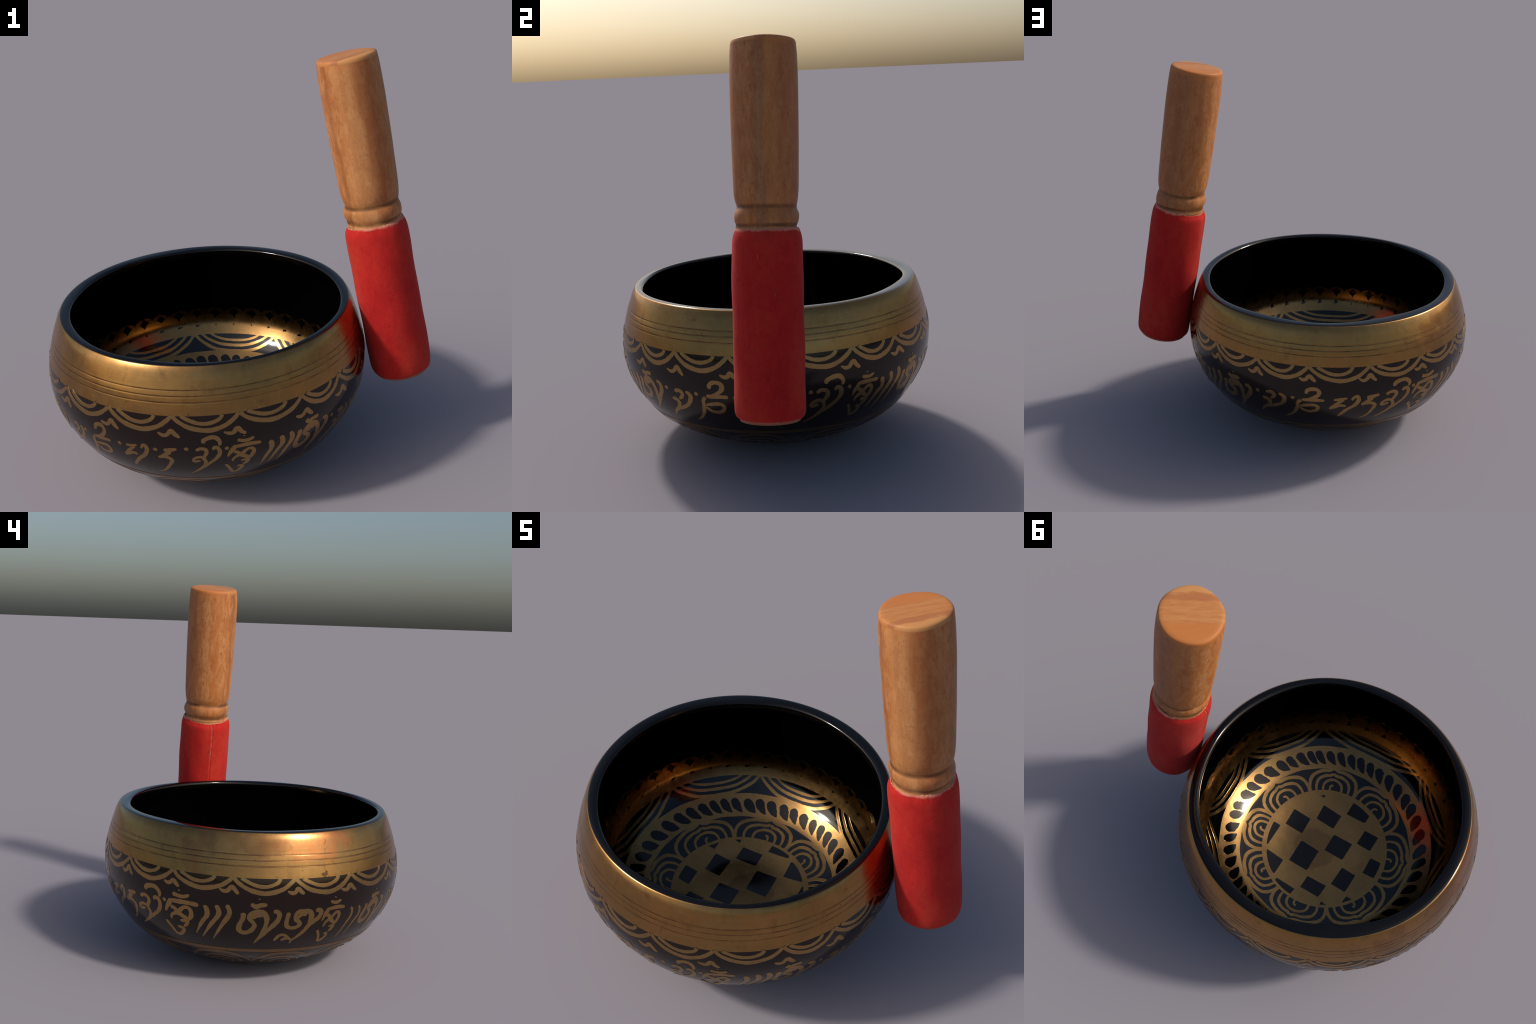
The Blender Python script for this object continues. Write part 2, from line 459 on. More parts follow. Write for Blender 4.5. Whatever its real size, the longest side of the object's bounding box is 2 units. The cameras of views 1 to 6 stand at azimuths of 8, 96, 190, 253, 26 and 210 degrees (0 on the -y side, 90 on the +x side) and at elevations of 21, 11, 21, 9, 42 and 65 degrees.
# where each letter stands: name, angle in degrees, height along the wall in mm, width and height factors, lean
TEXT = [("om", 166.0, 659, 1, 1, 0), ("ah", 181.9, 660, 1, 1, 0), ("hum", 193.5, 680, .66, 1.0, .05), ("om", 214.3, 657, .88, .92, .04),
        ("ma", 227.6, 668, .80, .95, .05), ("ni", 239.3, 693, .90, 1.0, -.04), ("pa", 254.5, 681, .80, 1.08, .06), ("da", 264.8, 663, .86, 1.08, .20),
        ("me", 277.9, 694, .79, .97, 0), ("hum", 290.7, 681, .81, .94, .03), ("om", 315.9, 667, .96, .92, -.10), ("ma", 329.4, 651, 1, 1, 0),
        ("ni", 342.0, 685, 1, 1, 0), ("pa", 357.2, 676, .92, 1, .05), ("da", 8.2, 670, .95, 1, .05), ("me", 21.2, 689, .92, .99, .06),
        ("hum", 36.0, 685, .72, .90, .08), ("om", 60.6, 667, 1.0, .91, -.09), ("ma", 75.7, 675, 1.12, .95, -.14), ("ni", 88.6, 696, 1.04, .94, .06),
        ("pa", 103.7, 687, 1, 1, 0), ("da", 113.4, 676, 1, 1, 0), ("me", 123.2, 701, 1, .98, 0), ("hum", 138.2, 695, 1, 1, 0)]
script_band = group("inscription", bowl)
def write(name, ang, s0, sx, sy, sh):
    parts = []
    for i, (pts, w) in enumerate(LETTERS[name]):
        q = []
        for x, y in pts:
            x += rng.uniform(-1.5, 1.5); y += rng.uniform(-1.5, 1.5)
            q.append((math.radians(ang) * R0 + (x * sx + y * sh) * MM, (s0 + y * sy) * MM))
        k = .5 * (sx + 1) if sx < 1 else 1
        parts.append(ribbon(outside, q, [a * MM * k * 1.23 for a in w], .0012 + .00025 * i, wob=.07))
    stroke_object("letter", parts, gold_paint, script_band)
for a in TEXT:
    write(*a)
# upright end strokes between the phrases: top angle, top height, foot angle, foot height
for a, t, b, f in [(147.3, 768, 142.7, 599), (151.4, 775, 144.9, 579), (155.1, 780, 149.1, 575), (201.6, 741, 198.2, 558), (205.6, 738, 201.9, 570),
                   (299.3, 742, 296.7, 585), (303.1, 752, 299.4, 588), (306.6, 758, 302.9, 580), (43.0, 751, 38.5, 596), (47.0, 765, 41.5, 576), (51.0, 774, 46.2, 585)]:
    ua, ub = math.radians(a) * R0, math.radians(b) * R0
    thin = t < 745 and f < 575
    p = [(ua - .006, t * MM), (ua + .006, (t - 12) * MM), (ua + .008, (t - 48) * MM), (ua * .55 + ub * .45 + .006, (t * .45 + f * .55) * MM), (ub, f * MM)]
    w = [12, 13, 12, 8, 3] if thin else [19, 22, 19, 12, 3]
    stroke_object("end_stroke", [ribbon(outside, p, [x * MM * 1.1 for x in w], .0012, wob=.07)], gold_paint, script_band)
for a, s in [(131.3, 764), (220.8, 742), (233.4, 740), (248.8, 738), (261.7, 739), (272.0, 751), (284.8, 745), (324.5, 738), (337.1, 732),
             (351.2, 728), (3.0, 735), (16.2, 744), (29.7, 745), (70.1, 746), (84.1, 740)]:
    u = math.radians(a) * R0
    stroke_object("dot", [ribbon(outside, [(u - .002 + rng.uniform(-.002, .002), (s + 9) * MM), (u + .003, s * MM), (u + .002, (s - 9) * MM)], [.017, .020, .018], .0012, step=.002)], gold_paint, script_band)

# scalloped border hanging from the band, with little flicks under its joints
border = group("scallop_border", bowl)
JOINTS = [10.0, 31.2, 49.6, 70.2, 90.4, 113.2, 135.0, 156.9, 178.4, 200.6, 224.7, 245.8, 268.1, 289.5, 311.1, 329.0, 349.3]
def zband(th_deg):
    return s_out(.605) + TILT * math.cos(math.radians(th_deg - 45))
for i, a in enumerate(JOINTS):
    b = JOINTS[(i + 1) % len(JOINTS)]
    if b < a:
        b += 360
    top = .5 * (zband(a) + zband(b))
    w = b - a
    sk = rng.uniform(.50, .57)
    deep = .068 + .00 * w + rng.uniform(-.005, .005)
    U = lambda f: math.radians(a + w * f) * R0
    pts = [(U(.005), top + .001), (U(.10), top - .026), (U(.28), top - deep * .80), (U(sk), top - deep), (U(.78), top - deep * .74), (U(.93), top - .020), (U(.995), top + .001)]
    parts = [ribbon(outside, pts, [.017, .019, .022, .023, .022, .020, .018], (.0012 + .0002 * (i % 2)), wob=.05, ends=(0, 0))]
    x0, x1 = rng.uniform(.12, .16), rng.uniform(.70, .76)
    d2 = deep * rng.uniform(.47, .54)
    mid = .5 * (x0 + x1) + .03
    pts = [(U(x0), top + .001), (U(x0 + .10), top - d2 * .45), (U(mid - .08), top - d2 * .95), (U(mid + .08), top - d2), (U(x1 - .05), top - d2 * .55), (U(x1), top + .001)]
    parts.append(ribbon(outside, pts, [.017, .017, .018, .018, .017, .017], .0016, wob=.05, ends=(0, 0)))
    stroke_object("scallop", parts, gold_paint, border)
FLICKS = [11.0, 31.0, 51.3, 70.6, 90.7, 113.1, 135.3, 156.4, 179.3, 200.1, 224.9, 246.8, 267.8, 288.6, 312.5, 330.4, 350.1]
for i, a in enumerate(FLICKS):
    u = math.radians(a) * R0
    s = .852 + .016 * math.cos(math.radians(a - 110)) + rng.uniform(-.003, .003)
    k = rng.uniform(.88, 1.08)
    pts = [(-57, -4), (-36, -15), (-16, -11), (0, 9), (17, -9), (36, -24)]
    q = [(u + (x + rng.uniform(-2, 2)) * k * MM * .95, s + (y + rng.uniform(-2, 2)) * k * MM) for x, y in pts]
    stroke_object("flick", [ribbon(outside, q, [.007, .018, .019, .022, .020, .013], .0012, wob=.06)], gold_paint, border)

# rings and lotus arches under the belly
foot_band = group("foot_border", bowl)
def ring(surface, s0, width, lift, n=240, wave=0.):
    th = np.linspace(0, TAU, n + 1)
    sw = s0 + wave * np.sin(5 * th)
    V_, N_ = [], []
    for o, h in ((-.5, -.0006), (-.48, lift), (0, lift), (.48, lift), (.5, -.0006)):
        P, nn = surface(th, sw + o * width, h)
        V_.append(P); N_.append(nn)
    m = 5
    V_ = np.stack(V_, 1).reshape(-1, 3); N_ = np.stack(N_, 1).reshape(-1, 3)
    i = np.arange(n)[:, None] * m; j = np.arange(m - 1)[None]
    f = np.stack([i + j, i + m + j, i + m + j + 1, i + j + 1], -1).reshape(-1, 4)
    a, b, e = V_[f[:, 0]], V_[f[:, 1]], V_[f[:, 2]]
    if (np.cross(b - a, e - a) * N_[f[:, 0]]).sum() < 0:
        f = f[:, ::-1]
    return V_, f.tolist(), N_
stroke_object("foot_line", [ring(outside, s_out(.212), .026, .0012, wave=.001)], gold_foot, foot_band)
stroke_object("foot_line", [ring(outside, s_out(.020), .016, .0012)], gold_foot, foot_band)
NA = 12
for i in range(NA):
    a = i * 360 / NA + 13 + rng.uniform(-1.5, 1.5)
    w = 360 / NA
    RS = .62
    U = lambda f: math.radians(a + w * f) * RS
    st, sl = s_out(.192), s_out(.112)
    arc = lambda x0, x1, hi, lo: [(U(x0), lo), (U(x0 + (x1 - x0) * .10), lo + (hi - lo) * .55), (U(x0 + (x1 - x0) * .28), lo + (hi - lo) * .92), (U((x0 + x1) / 2), hi),
                                  (U(x0 + (x1 - x0) * .72), lo + (hi - lo) * .92), (U(x0 + (x1 - x0) * .90), lo + (hi - lo) * .55), (U(x1), lo)]
    parts = [ribbon(outside, arc(0, 1, st, sl), [.016, .018, .020, .018, .016], .0012 + .0002 * (i % 2), RS, wob=.05),
             ribbon(outside, arc(.16, .84, st - .042, sl - .01), [.014, .016, .014], .0015, RS, wob=.05),
             ribbon(outside, arc(.30, .70, st - .078, sl - .015), [.012, .014, .012], .0015, RS, wob=.05)]
    for f in (.22, .36, .5, .64, .78):
        parts.append(ribbon(outside, [(U(f - .03), sl - .035), (U(f), sl - .012), (U(f + .05), sl - .036)], [.010, .014, .010], .0018, RS))
    stroke_object("foot_arch", parts, gold_foot, foot_band)
    stroke_object("foot_petal", [ribbon(outside, [(U(0) , sl - .045), (U(.04), sl - .09), (U(.5), sl - .15), (U(.96), sl - .09), (U(1), sl - .045)], [.014, .016, .014], .0014, RS)], gold_foot, foot_band)

# ------------------------------------------------------------------ inside of the bowl
floor_art = group("floor_pattern", bowl)
wall_art = group("inner_border", bowl)
def patch(r0, r1, lift, n=240, m=10, rim_noise=.0):
    """annulus of inlay between two floor radii"""
    th = np.linspace(0, TAU, n, endpoint=False)
    V_, N_ = [], []
    ss = np.linspace(s_in_r(r0) if r0 > 0 else .002, s_in_r(r1), m + 1)
    for k, s in enumerate(np.r_[ss[0], ss, ss[-1]]):
        h = -.0006 if k in (0, m + 2) else lift
        e = 0
        if k <= 1: e = rim_noise * (np.sin(9 * th + 1) + np.sin(23 * th)) * (r0 > 0)
        if k >= m + 1: e = rim_noise * (np.sin(8 * th) + np.sin(19 * th + 2))
        P, nn = inside(th, s + e + (.0003 if k == m + 2 else 0), h)
        V_.append(P); N_.append(nn)
    q = m + 3
    V_ = np.array(V_).reshape(-1, 3); N_ = np.array(N_).reshape(-1, 3)
    i = np.arange(q - 1)[:, None] * n; j = np.arange(n)[None]; k = (j + 1) % n
    f = np.stack([i + j, i + k, i + n + k, i + n + j], -1).reshape(-1, 4).tolist()
    if r0 <= 0:
        V_ = np.vstack([V_, V_[n:2 * n].mean(0)]); N_ = np.vstack([N_, (0, 0, 1)])
        f += [(n + (a + 1) % n, n + a, len(V_) - 1) for a in range(n)]
    a, b, e = (V_[[x[t] for x in f]] for t in range(3))
    if (np.cross(b - a, e - a) * N_[[x[0] for x in f]]).sum() < 0:
        f = [tuple(reversed(x)) for x in f]
    return V_, f, N_
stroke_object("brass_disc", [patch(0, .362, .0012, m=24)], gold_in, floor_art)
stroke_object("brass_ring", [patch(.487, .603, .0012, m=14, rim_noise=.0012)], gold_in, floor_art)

# chequer squares on the disc (x0, x1, y0, y1), clipped by a circle
def square(x0, x1, y0, y1, clip=.337, n=14):
    V_, N_ = [], []
    jit = [rng.uniform(-.004, .004) for _ in range(8)]
    x0, x1, y0, y1 = x0 - .004, x1 + .004, y0 - .004, y1 + .004
    for i in range(n + 1):
        for j in range(n + 1):
            a, b = i / n, j / n
            x = x0 + (x1 - x0) * a + jit[0] * (1 - b) * (a - .5) + jit[1] * b * (a - .5) + jit[2] * (b - .5)
            y = y0 + (y1 - y0) * b + jit[3] * (b - .5) * a + jit[4] * (a - .5)
            r = math.hypot(x, y)
            if r > clip:
                x, y = x * clip / r, y * clip / r
            edge = i in (0, n) or j in (0, n)
            P, nn = inside(np.array([math.atan2(y, x)]), np.array([s_in_r(math.hypot(x, y))]), .0006 if edge else .0026)
            V_.append(P[0]); N_.append(nn[0])
    f = [(i * (n + 1) + j, (i + 1) * (n + 1) + j, (i + 1) * (n + 1) + j + 1, i * (n + 1) + j + 1) for i in range(n) for j in range(n)]
    return np.array(V_), f, np.array(N_)
COLS = [(-.332, -.262), (-.233, -.146), (-.122, -.005), (.020, .137), (.164, .273), (.294, .333)]
SQ = [(0, -.089, .008), (1, .045, .163), (1, -.220, -.130), (2, -.110, .002), (2, .192, .273), (3, .028, .165), (3, -.229, -.140), (4, -.116, -.015), (4, .186, .285), (5, .018, .160), (3, .306, .341), (2, -.338, -.262)]
for c, y0, y1 in SQ:
    stroke_object("chequer_square", [square(*COLS[c], y0, y1, .346 if y0 > .3 else .335)], black_in, floor_art)
# slivers of squares that the disc's rim cuts off: corner, and two points on the rim side
def sliver(p, n=8):
    V_, N_ = [], []
    p = np.array(p)
    for i in range(n + 1):
        for j in range(n + 1):
            a = i / n; b = (j / n) * a
            x, y = p[0] + (p[1] - p[0]) * (a - b) + (p[2] - p[0]) * b
            P, nn = inside(np.array([math.atan2(y, x)]), np.array([s_in_r(math.hypot(x, y))]), .0026 if i < n else .0008)
            V_.append(P[0]); N_.append(nn[0])
    f = []
    for i in range(n):
        for j in range(n):
            q = (i * (n + 1) + j, (i + 1) * (n + 1) + j, (i + 1) * (n + 1) + j + 1, i * (n + 1) + j + 1)
            f.append(q if i else (0, q[1], q[2]))
    V_ = np.array(V_); N_ = np.array(N_)
    t = f[-1]
    if np.cross(V_[t[1]] - V_[t[0]], V_[t[2]] - V_[t[0]])[2] < 0:
        f = [tuple(reversed(q)) for q in f]
    return V_, f, N_
for p in [((-.255, .186), (-.292, .186), (-.252, .236)), ((-.150, .288), (-.186, .293), (-.153, .311)), ((.162, -.270), (.188, -.270), (.162, -.289))]:
    stroke_object("chequer_corner", [sliver(p)], black_in, floor_art)

# lotus petals round the disc: three nested cusped arches and a curl
TIPS = [14.0, 54.7, 95.5, 145.4, 198.8, 248.8, 293.8, 338.6]
JOIN = [34.1, 74.2, 122.5, 175.2, 225.1, 272.2, 314.2, 358.5]
for i, t in enumerate(TIPS):
    a = JOIN[i - 1] - (360 if i == 0 else 0); b = JOIN[i]
    RP = .43
    parts = []
    for k, (wf, top, base, wd) in enumerate([(1.0, .493, .355, .0205), (.72, .460, .355, .018), (.42, .426, .355, .016)]):
        L, Rr = (t - a) * wf, (b - t) * wf
        U = lambda d: math.radians(t + d) * RP
        sr = lambda f: s_in_r(base + (top - base) * f)
        tip = (0, 1.0) if k < 2 else (0, .98)
        sh = .86 if k < 2 else .90
        left = [(U(-L * .98), sr(0)), (U(-L * .95), sr(.34)), (U(-L * .78), sr(.68)), (U(-L * .42), sr(sh)), (U(-L * .16), sr(.885 if k < 2 else .97)), (U(0), sr(tip[1]))]
        right = [(U(0), sr(tip[1])), (U(Rr * .16), sr(.885 if k < 2 else .97)), (U(Rr * .42), sr(sh)), (U(Rr * .78), sr(.68)), (U(Rr * .95), sr(.34)), (U(Rr * .98), sr(0))]
        if k == 2:
            parts.append(ribbon(inside, left + right[1:], [wd] * 5, .0013, RP, .004, wob=.06))
        else:
            parts.append(ribbon(inside, left, [wd * .9, wd, wd], .0012 + .0002 * k, RP, wob=.06))
            parts.append(ribbon(inside, right, [wd, wd, wd * .9], .0013 + .0002 * k, RP, wob=.06))
    d = rng.choice((-1, 1)) * 1.0
    parts.append(ribbon(inside, [(math.radians(t - 2.2 * d) * RP, s_in_r(.355)), (math.radians(t - 1.6 * d) * RP, s_in_r(.385)), (math.radians(t + 1.0 * d) * RP, s_in_r(.392))], [.014, .015, .012], .0017, RP))
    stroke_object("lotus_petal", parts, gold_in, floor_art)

# black comma marks laid on the brass ring
COMMA = [6.9, 13.2, 21.7, 28.7, 36.3, 44.0, 51.7, 58.0, 64.1, 70.4, 77.2, 84.1, 90.5, 98.1, 105.1, 112.0, 119.6, 126.0, 132.4, 139.0, 146.6, 154.4,
         163.3, 172.7, 181.8, 190.8, 199.2, 207.2, 216.7, 225.9, 233.9, 241.0, 249.0, 256.7, 264.3, 271.0, 277.5, 283.7, 290.3, 296.8, 303.5, 308.8, 314.9, 322.0, 328.5, 336.8, 344.7, 351.7, 358.4]
for i, a in enumerate(COMMA):
    gap = ((COMMA[(i + 1) % len(COMMA)] - a) % 360 + (a - COMMA[i - 1]) % 360) / 2
    k = min(gap / 7.4, 1.2) * rng.uniform(.94, 1.10)
    RC = .55
    fat = 1. if a > 230 or a < 140 else .9
    U = lambda d: math.radians(a + d) * RC
    q = [(U(1.3 * k), s_in_r(.580 + rng.uniform(-.003, .002))), (U(1.0 * k), s_in_r(.562)), (U(-.1), s_in_r(.543)), (U(-2.2 * k), s_in_r(.523)), (U(-4.0 * k), s_in_r(.510))]
    stroke_object("comma", [ribbon(inside, q, [.042 * k, .053 * k * fat, .052 * k * fat, .034 * k, .006], .0026, RC, .003, wob=.06)], black_in, floor_art)

# hanging swags between the ring and the upper band
APEX = [22.0, 66.5, 107.8, 151.7, 205.8, 246.0, 301.9, 344.0]
S_LINE = s_in_r(.673)
RW = .64
for i, a in enumerate(APEX):
    b = APEX[(i + 1) % 8]
    if b < a: b += 360
    w = b - a
    U = lambda f: math.radians(a + w * f) * RW
    parts = []
    for k, (x0, low, wd) in enumerate([(.0, .601, .019), (.085, .628, .0165), (.19, .649, .014)]):
        j = [rng.uniform(-.012, .012) for _ in range(4)]
        low_s = s_in_r(low)
        f = lambda d: S_LINE + .004 + (low_s - S_LINE - .004) * d
        x1 = 1 - x0
        pts = [(U(x0), f(0)), (U(x0 + (x1 - x0) * (.10 + j[0])), f(.46)), (U(x0 + (x1 - x0) * (.27 + j[1])), f(.88)), (U(.5 + j[2]), f(1.)),
               (U(x0 + (x1 - x0) * (.73 + j[3])), f(.88)), (U(x0 + (x1 - x0) * .90), f(.46)), (U(x1), f(0))]
        parts.append(ribbon(inside, pts, [wd * .85, wd, wd * 1.1, wd, wd * .85], .0012 + .0002 * ((k + i) % 3), RW, .006, wob=.06))
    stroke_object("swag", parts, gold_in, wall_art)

# upper brass band: plain strip, round bulbs with two horn-shaped leaves, small dark triangles between
s_a, s_b = S_LINE - .004, s_in_z(.360)
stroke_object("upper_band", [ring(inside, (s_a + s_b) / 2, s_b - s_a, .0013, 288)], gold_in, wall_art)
NB = 41
for i in range(NB):
    a = (i + .5) * 360 / NB + rng.uniform(-.5, .5)
    RB = .71
    u = math.radians(a) * RB
    hw = math.radians(360 / NB) * RB
    h0, h1 = s_in_z(.342), s_in_z(.402) + rng.uniform(-.003, .003)
    parts = [ribbon(inside, [(u, h0), (u, (h0 + h1) / 2), (u, h1)], [hw * 1.04, hw * 1.0, hw * .9, hw * .62, hw * .34], .0016 + .0002 * (i % 2), RB, .003, 6, .02, (0, 1))]
    for d in (-1, 1):
        parts.append(ribbon(inside, [(u + d * hw * .06, h1 - .012), (u + d * hw * .17, h1 + .002), (u + d * hw * .36, h1 + .013), (u + d * hw * .5, h1 + .022)], [.024, .024, .016, .004], .002, RB, .003))
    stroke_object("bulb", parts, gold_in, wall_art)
    v = math.radians(a + 180 / NB) * RB
    k = rng.choice((.35, .7, .9, 1.1, 1.1))
    s0 = s_in_z(.318)
    stroke_object("dark_triangle", [ribbon(inside, [(v, s0), (v + .002, s0 + .010), (v, s0 + .022 * k + .003)], [.030 * k, .016 * k, .002], .0030, RB, .002, 4, .03, (0, 0))], black_in, wall_art)

# ------------------------------------------------------------------ mallet
TOP = np.array([.5475, .0682, 1.9678]); BOT = np.array([.8181, .0606, .4227])
axis = (BOT - TOP) / np.linalg.norm(BOT - TOP)
zax = Vector(-axis); xax = Vector((0, 1, 0)).cross(zax).normalized(); yax = zax.cross(xax)
ORG = Vector(TOP + axis * 1.592)
mallet = bpy.data.objects.new("mallet", None)
bpy.context.scene.collection.objects.link(mallet)
mallet.empty_display_size = .1
mallet.matrix_world = Matrix.Translation(ORG) @ Matrix((xax, yax, zax)).transposed().to_4x4()
mallet["label"] = "turned wooden mallet with red leather grip"
mallet["category"] = "mallet"
# local frame: +z up the stick, z = 1.592 - t ; the sun side is about -x
def drift(t):
    return -.005 * np.clip((t - .2) / .45, 0, 1)

def wood_material():
    M = Mat("orange_hardwood")
    x, y, z = M.xyz()[:3]
    warp = M.math("MULTIPLY_ADD", M.noise(1.6, 3, .5), .10, -.05)
    grain = M.noise(1., 5, .62, M.mapping(scale=(22, 22, 1.4)))
    fine = M.noise(1., 4, .7, M.mapping(scale=(95, 95, 9)))
    flecks = M.noise(1., 2, .5, M.mapping(scale=(150, 150, 60)))
    ripple = M.noise(1., 2, .5, M.mapping(scale=(12, 12, 130)))
    c = M.ramp(grain, [(.28, (.42, .140, .040)), (.46, (.49, .180, .053)), (.62, (.56, .230, .073)), (.8, (.52, .200, .062))])
    c = M.mix(M.ramp(fine, [(.35, .30), (.60, 0.)]), c, (.31, .095, .026))
    blot = M.noise(1., 4, .6, M.mapping(scale=(34, 34, 13)))
    c = M.mix(M.ramp(blot, [(.45, 0.), (.62, .62)]), c, (.62, .295, .115))
    c = M.mix(M.ramp(ripple, [(.48, 0.), (.72, .16)]), c, (.34, .12, .045))
    # annual-ring streak and paler sapwood on one side
    blot2 = M.noise(1., 4, .6, M.mapping(scale=(11, 11, 3.2), loc=(4, 2, 7)))
    c = M.mix(M.ramp(blot2, [(.50, 0.), (.70, .25)]), c, (.34, .100, .030))
    pore = M.noise(1., 3, .6, M.mapping(scale=(90, 90, 45)))
    c = M.mix(M.math("MULTIPLY", M.smooth(pore, .53, .66), .46), c, (.24, .078, .026))
    ang = M.math("MULTIPLY", M.math("ARCTAN2", y, x), 180 / math.pi)
    wv = M.math("MULTIPLY_ADD", M.noise(1., 4, .6, M.mapping(scale=(9, 9, 2.2))), 34., -17.)
    wv2 = M.math("MULTIPLY_ADD", M.noise(1., 4, .65, M.mapping(scale=(30, 30, 7))), 14., -7.)
    def sector(a0, half, soft, strength, tint, cc):
        d = M.math("ABSOLUTE", M.math("WRAP", M.math("ADD", M.math("ADD", M.math("SUBTRACT", ang, a0), wv), wv2), 180., -180.))
        return M.mix(M.math("MULTIPLY", M.smooth(d, half, half + soft, 1., 0.), strength), cc, tint)
    c = sector(-98, 12, 30, .30, (.60, .30, .125), c)      # pale figured face
    c = sector(-137, 1, 8, .55, (.25, .090, .034), c)      # dark line beside it
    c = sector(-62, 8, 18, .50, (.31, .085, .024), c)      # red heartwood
    c = sector(-35, 6, 16, .30, (.36, .115, .036), c)
    c = sector(-3, 4, 14, .42, (.25, .110, .058), c)       # grey streak
    c = sector(22, 6, 16, .45, (.50, .190, .052), c)
    c = sector(52, 12, 20, .45, (.33, .095, .035), c)
    c = sector(84, 8, 16, .50, (.27, .105, .050), c)
    c = sector(110, 8, 16, .35, (.36, .115, .040), c)
    c = sector(178, 2, 8, .45, (.50, .150, .036), c)
    # cap end: boards of grain across the face, redder along one side, darker turned edge
    cap = M.smooth(z, 1.578, 1.586)
    turn = M.mapping(rot=(0, 0, -math.radians(36)))
    def scaled(sc):
        n = M.node("ShaderNodeMapping"); M.link(turn, n.inputs["Vector"]); n.inputs["Scale"].default_value = sc
        return n.outputs[0]
    sep = M.node("ShaderNodeSeparateXYZ"); M.link(turn, sep.inputs[0])
    ty = M.math("ADD", sep.outputs[1], M.math("MULTIPLY_ADD", M.noise(1., 4, .6, scaled((14, 30, 3))), .05, -.025))
    gx = M.noise(1., 5, .65, scaled((9, 60, 3)), .4)
    fl = M.noise(1., 3, .6, scaled((45, 220, 3)))
    cc = M.ramp(gx, [(.30, (.46, .165, .048)), (.50, (.52, .205, .065)), (.70, (.56, .245, .085))])
    cc = M.mix(M.ramp(fl, [(.5, 0.), (.72, .28)]), cc, (.62, .31, .13))
    cc = M.mix(M.math("MULTIPLY", M.smooth(ty, .030, .065), .85), cc, (.52, .175, .045))
    cc = M.mix(M.math("MULTIPLY", M.smooth(M.math("ABSOLUTE", M.math("ADD", ty, .078)), .008, .026, 1., 0.), .55), cc, (.36, .125, .050))
    cc = M.mix(M.math("MULTIPLY", M.smooth(ty, -.092, -.104), .8), cc, (.58, .27, .095))
    c = M.mix(cap, c, cc)
    edge = M.math("MULTIPLY", M.smooth(z, 1.555, 1.578), M.smooth(z, 1.594, 1.582))
    edge = M.math("MULTIPLY", edge, M.smooth(M.noise(7, 3), .45, .62))
    c = M.mix(M.math("MULTIPLY", edge, .6), c, (.55, .19, .055))
    # darker brown in the two turned necks
    for zz, ww, k in ((.902, .015, .95), (.824, .013, .98)):
        g = M.smooth(M.math("ABSOLUTE", M.math("SUBTRACT", z, zz)), .002, ww, 1., 0.)
        g = M.math("MULTIPLY", g, M.ramp(M.noise(9, 3), [(.32, .35), (.55, k)]))
        c = M.mix(g, c, (.14, .058, .020))
    c = M.mix(M.math("MULTIPLY", M.smooth(z, .818, .806), .5), c, (.64, .31, .14))
    c = M.mix(M.math("MULTIPLY", M.smooth(z, .020, .010), .8), c, (.30, .125, .065))
    M.set(Base_Color=c, Roughness=M.ramp(grain, [(.3, .42), (.7, .55)]))
    M.b.inputs["Specular IOR Level"].default_value = .22
    M.bump(M.math("ADD", fine, M.math("MULTIPLY", ripple, .5)), .10, .006)
    return M.m

def leather_material():
    M = Mat("red_suede")
    x, y, z = M.xyz()[:3]
    big = M.noise(5, 5, .65, M.mapping(scale=(1, 1, .6)))
    fine = M.noise(150, 3, .7)
    mid = M.noise(28, 4, .6)
    c = M.ramp(big, [(.32, (.40, .008, .010)), (.50, (.49, .018, .013)), (.70, (.51, .038, .018))])
    c = M.mix(M.ramp(mid, [(.50, 0.), (.75, .5)]), c, (.31, .006, .010))
    c = M.mix(M.ramp(fine, [(.54, 0.), (.74, .38)]), c, (.58, .07, .05))
    wear = M.math("MULTIPLY", M.smooth(M.math("ADD", z, M.math("MULTIPLY_ADD", M.noise(40, 4), .022, -.011)), .795, .806), .65)
    c = M.mix(wear, c, (.68, .30, .20))
    sc = M.math("MULTIPLY", M.smooth(M.noise(1., 4, .7, M.mapping(scale=(60, 60, 7))), .67, .72), M.smooth(M.noise(4, 2), .52, .62))
    c = M.mix(M.math("MULTIPLY", sc, .4), c, (.50, .20, .16))
    fuz = M.math("MULTIPLY", M.smooth(M.math("ADD", z, M.math("MULTIPLY_ADD", M.noise(30, 4), .012, -.006)), .014, .005), .7)
    c = M.mix(fuz, c, (.52, .22, .14))
    M.set(Base_Color=c, Roughness=.88)
    M.b.inputs["Specular IOR Level"].default_value = .18
    M.b.inputs["Sheen Weight"].default_value = .10
    M.b.inputs["Sheen Roughness"].default_value = .5
    M.b.inputs["Sheen Tint"].default_value = (1, .45, .38, 1)
    M.bump(M.math("ADD", M.math("MULTIPLY", fine, .5), M.math("MULTIPLY", mid, .6)), .22, .006)
    return M.m

def seam_material():
    M = Mat("frayed_edge")
    c = M.ramp(M.noise(90, 3), [(.35, (.40, .17, .10)), (.65, (.62, .38, .27))])
    return M.set(Base_Color=c, Roughness=.9)

wood, leather, fray = wood_material(), leather_material(), seam_material()

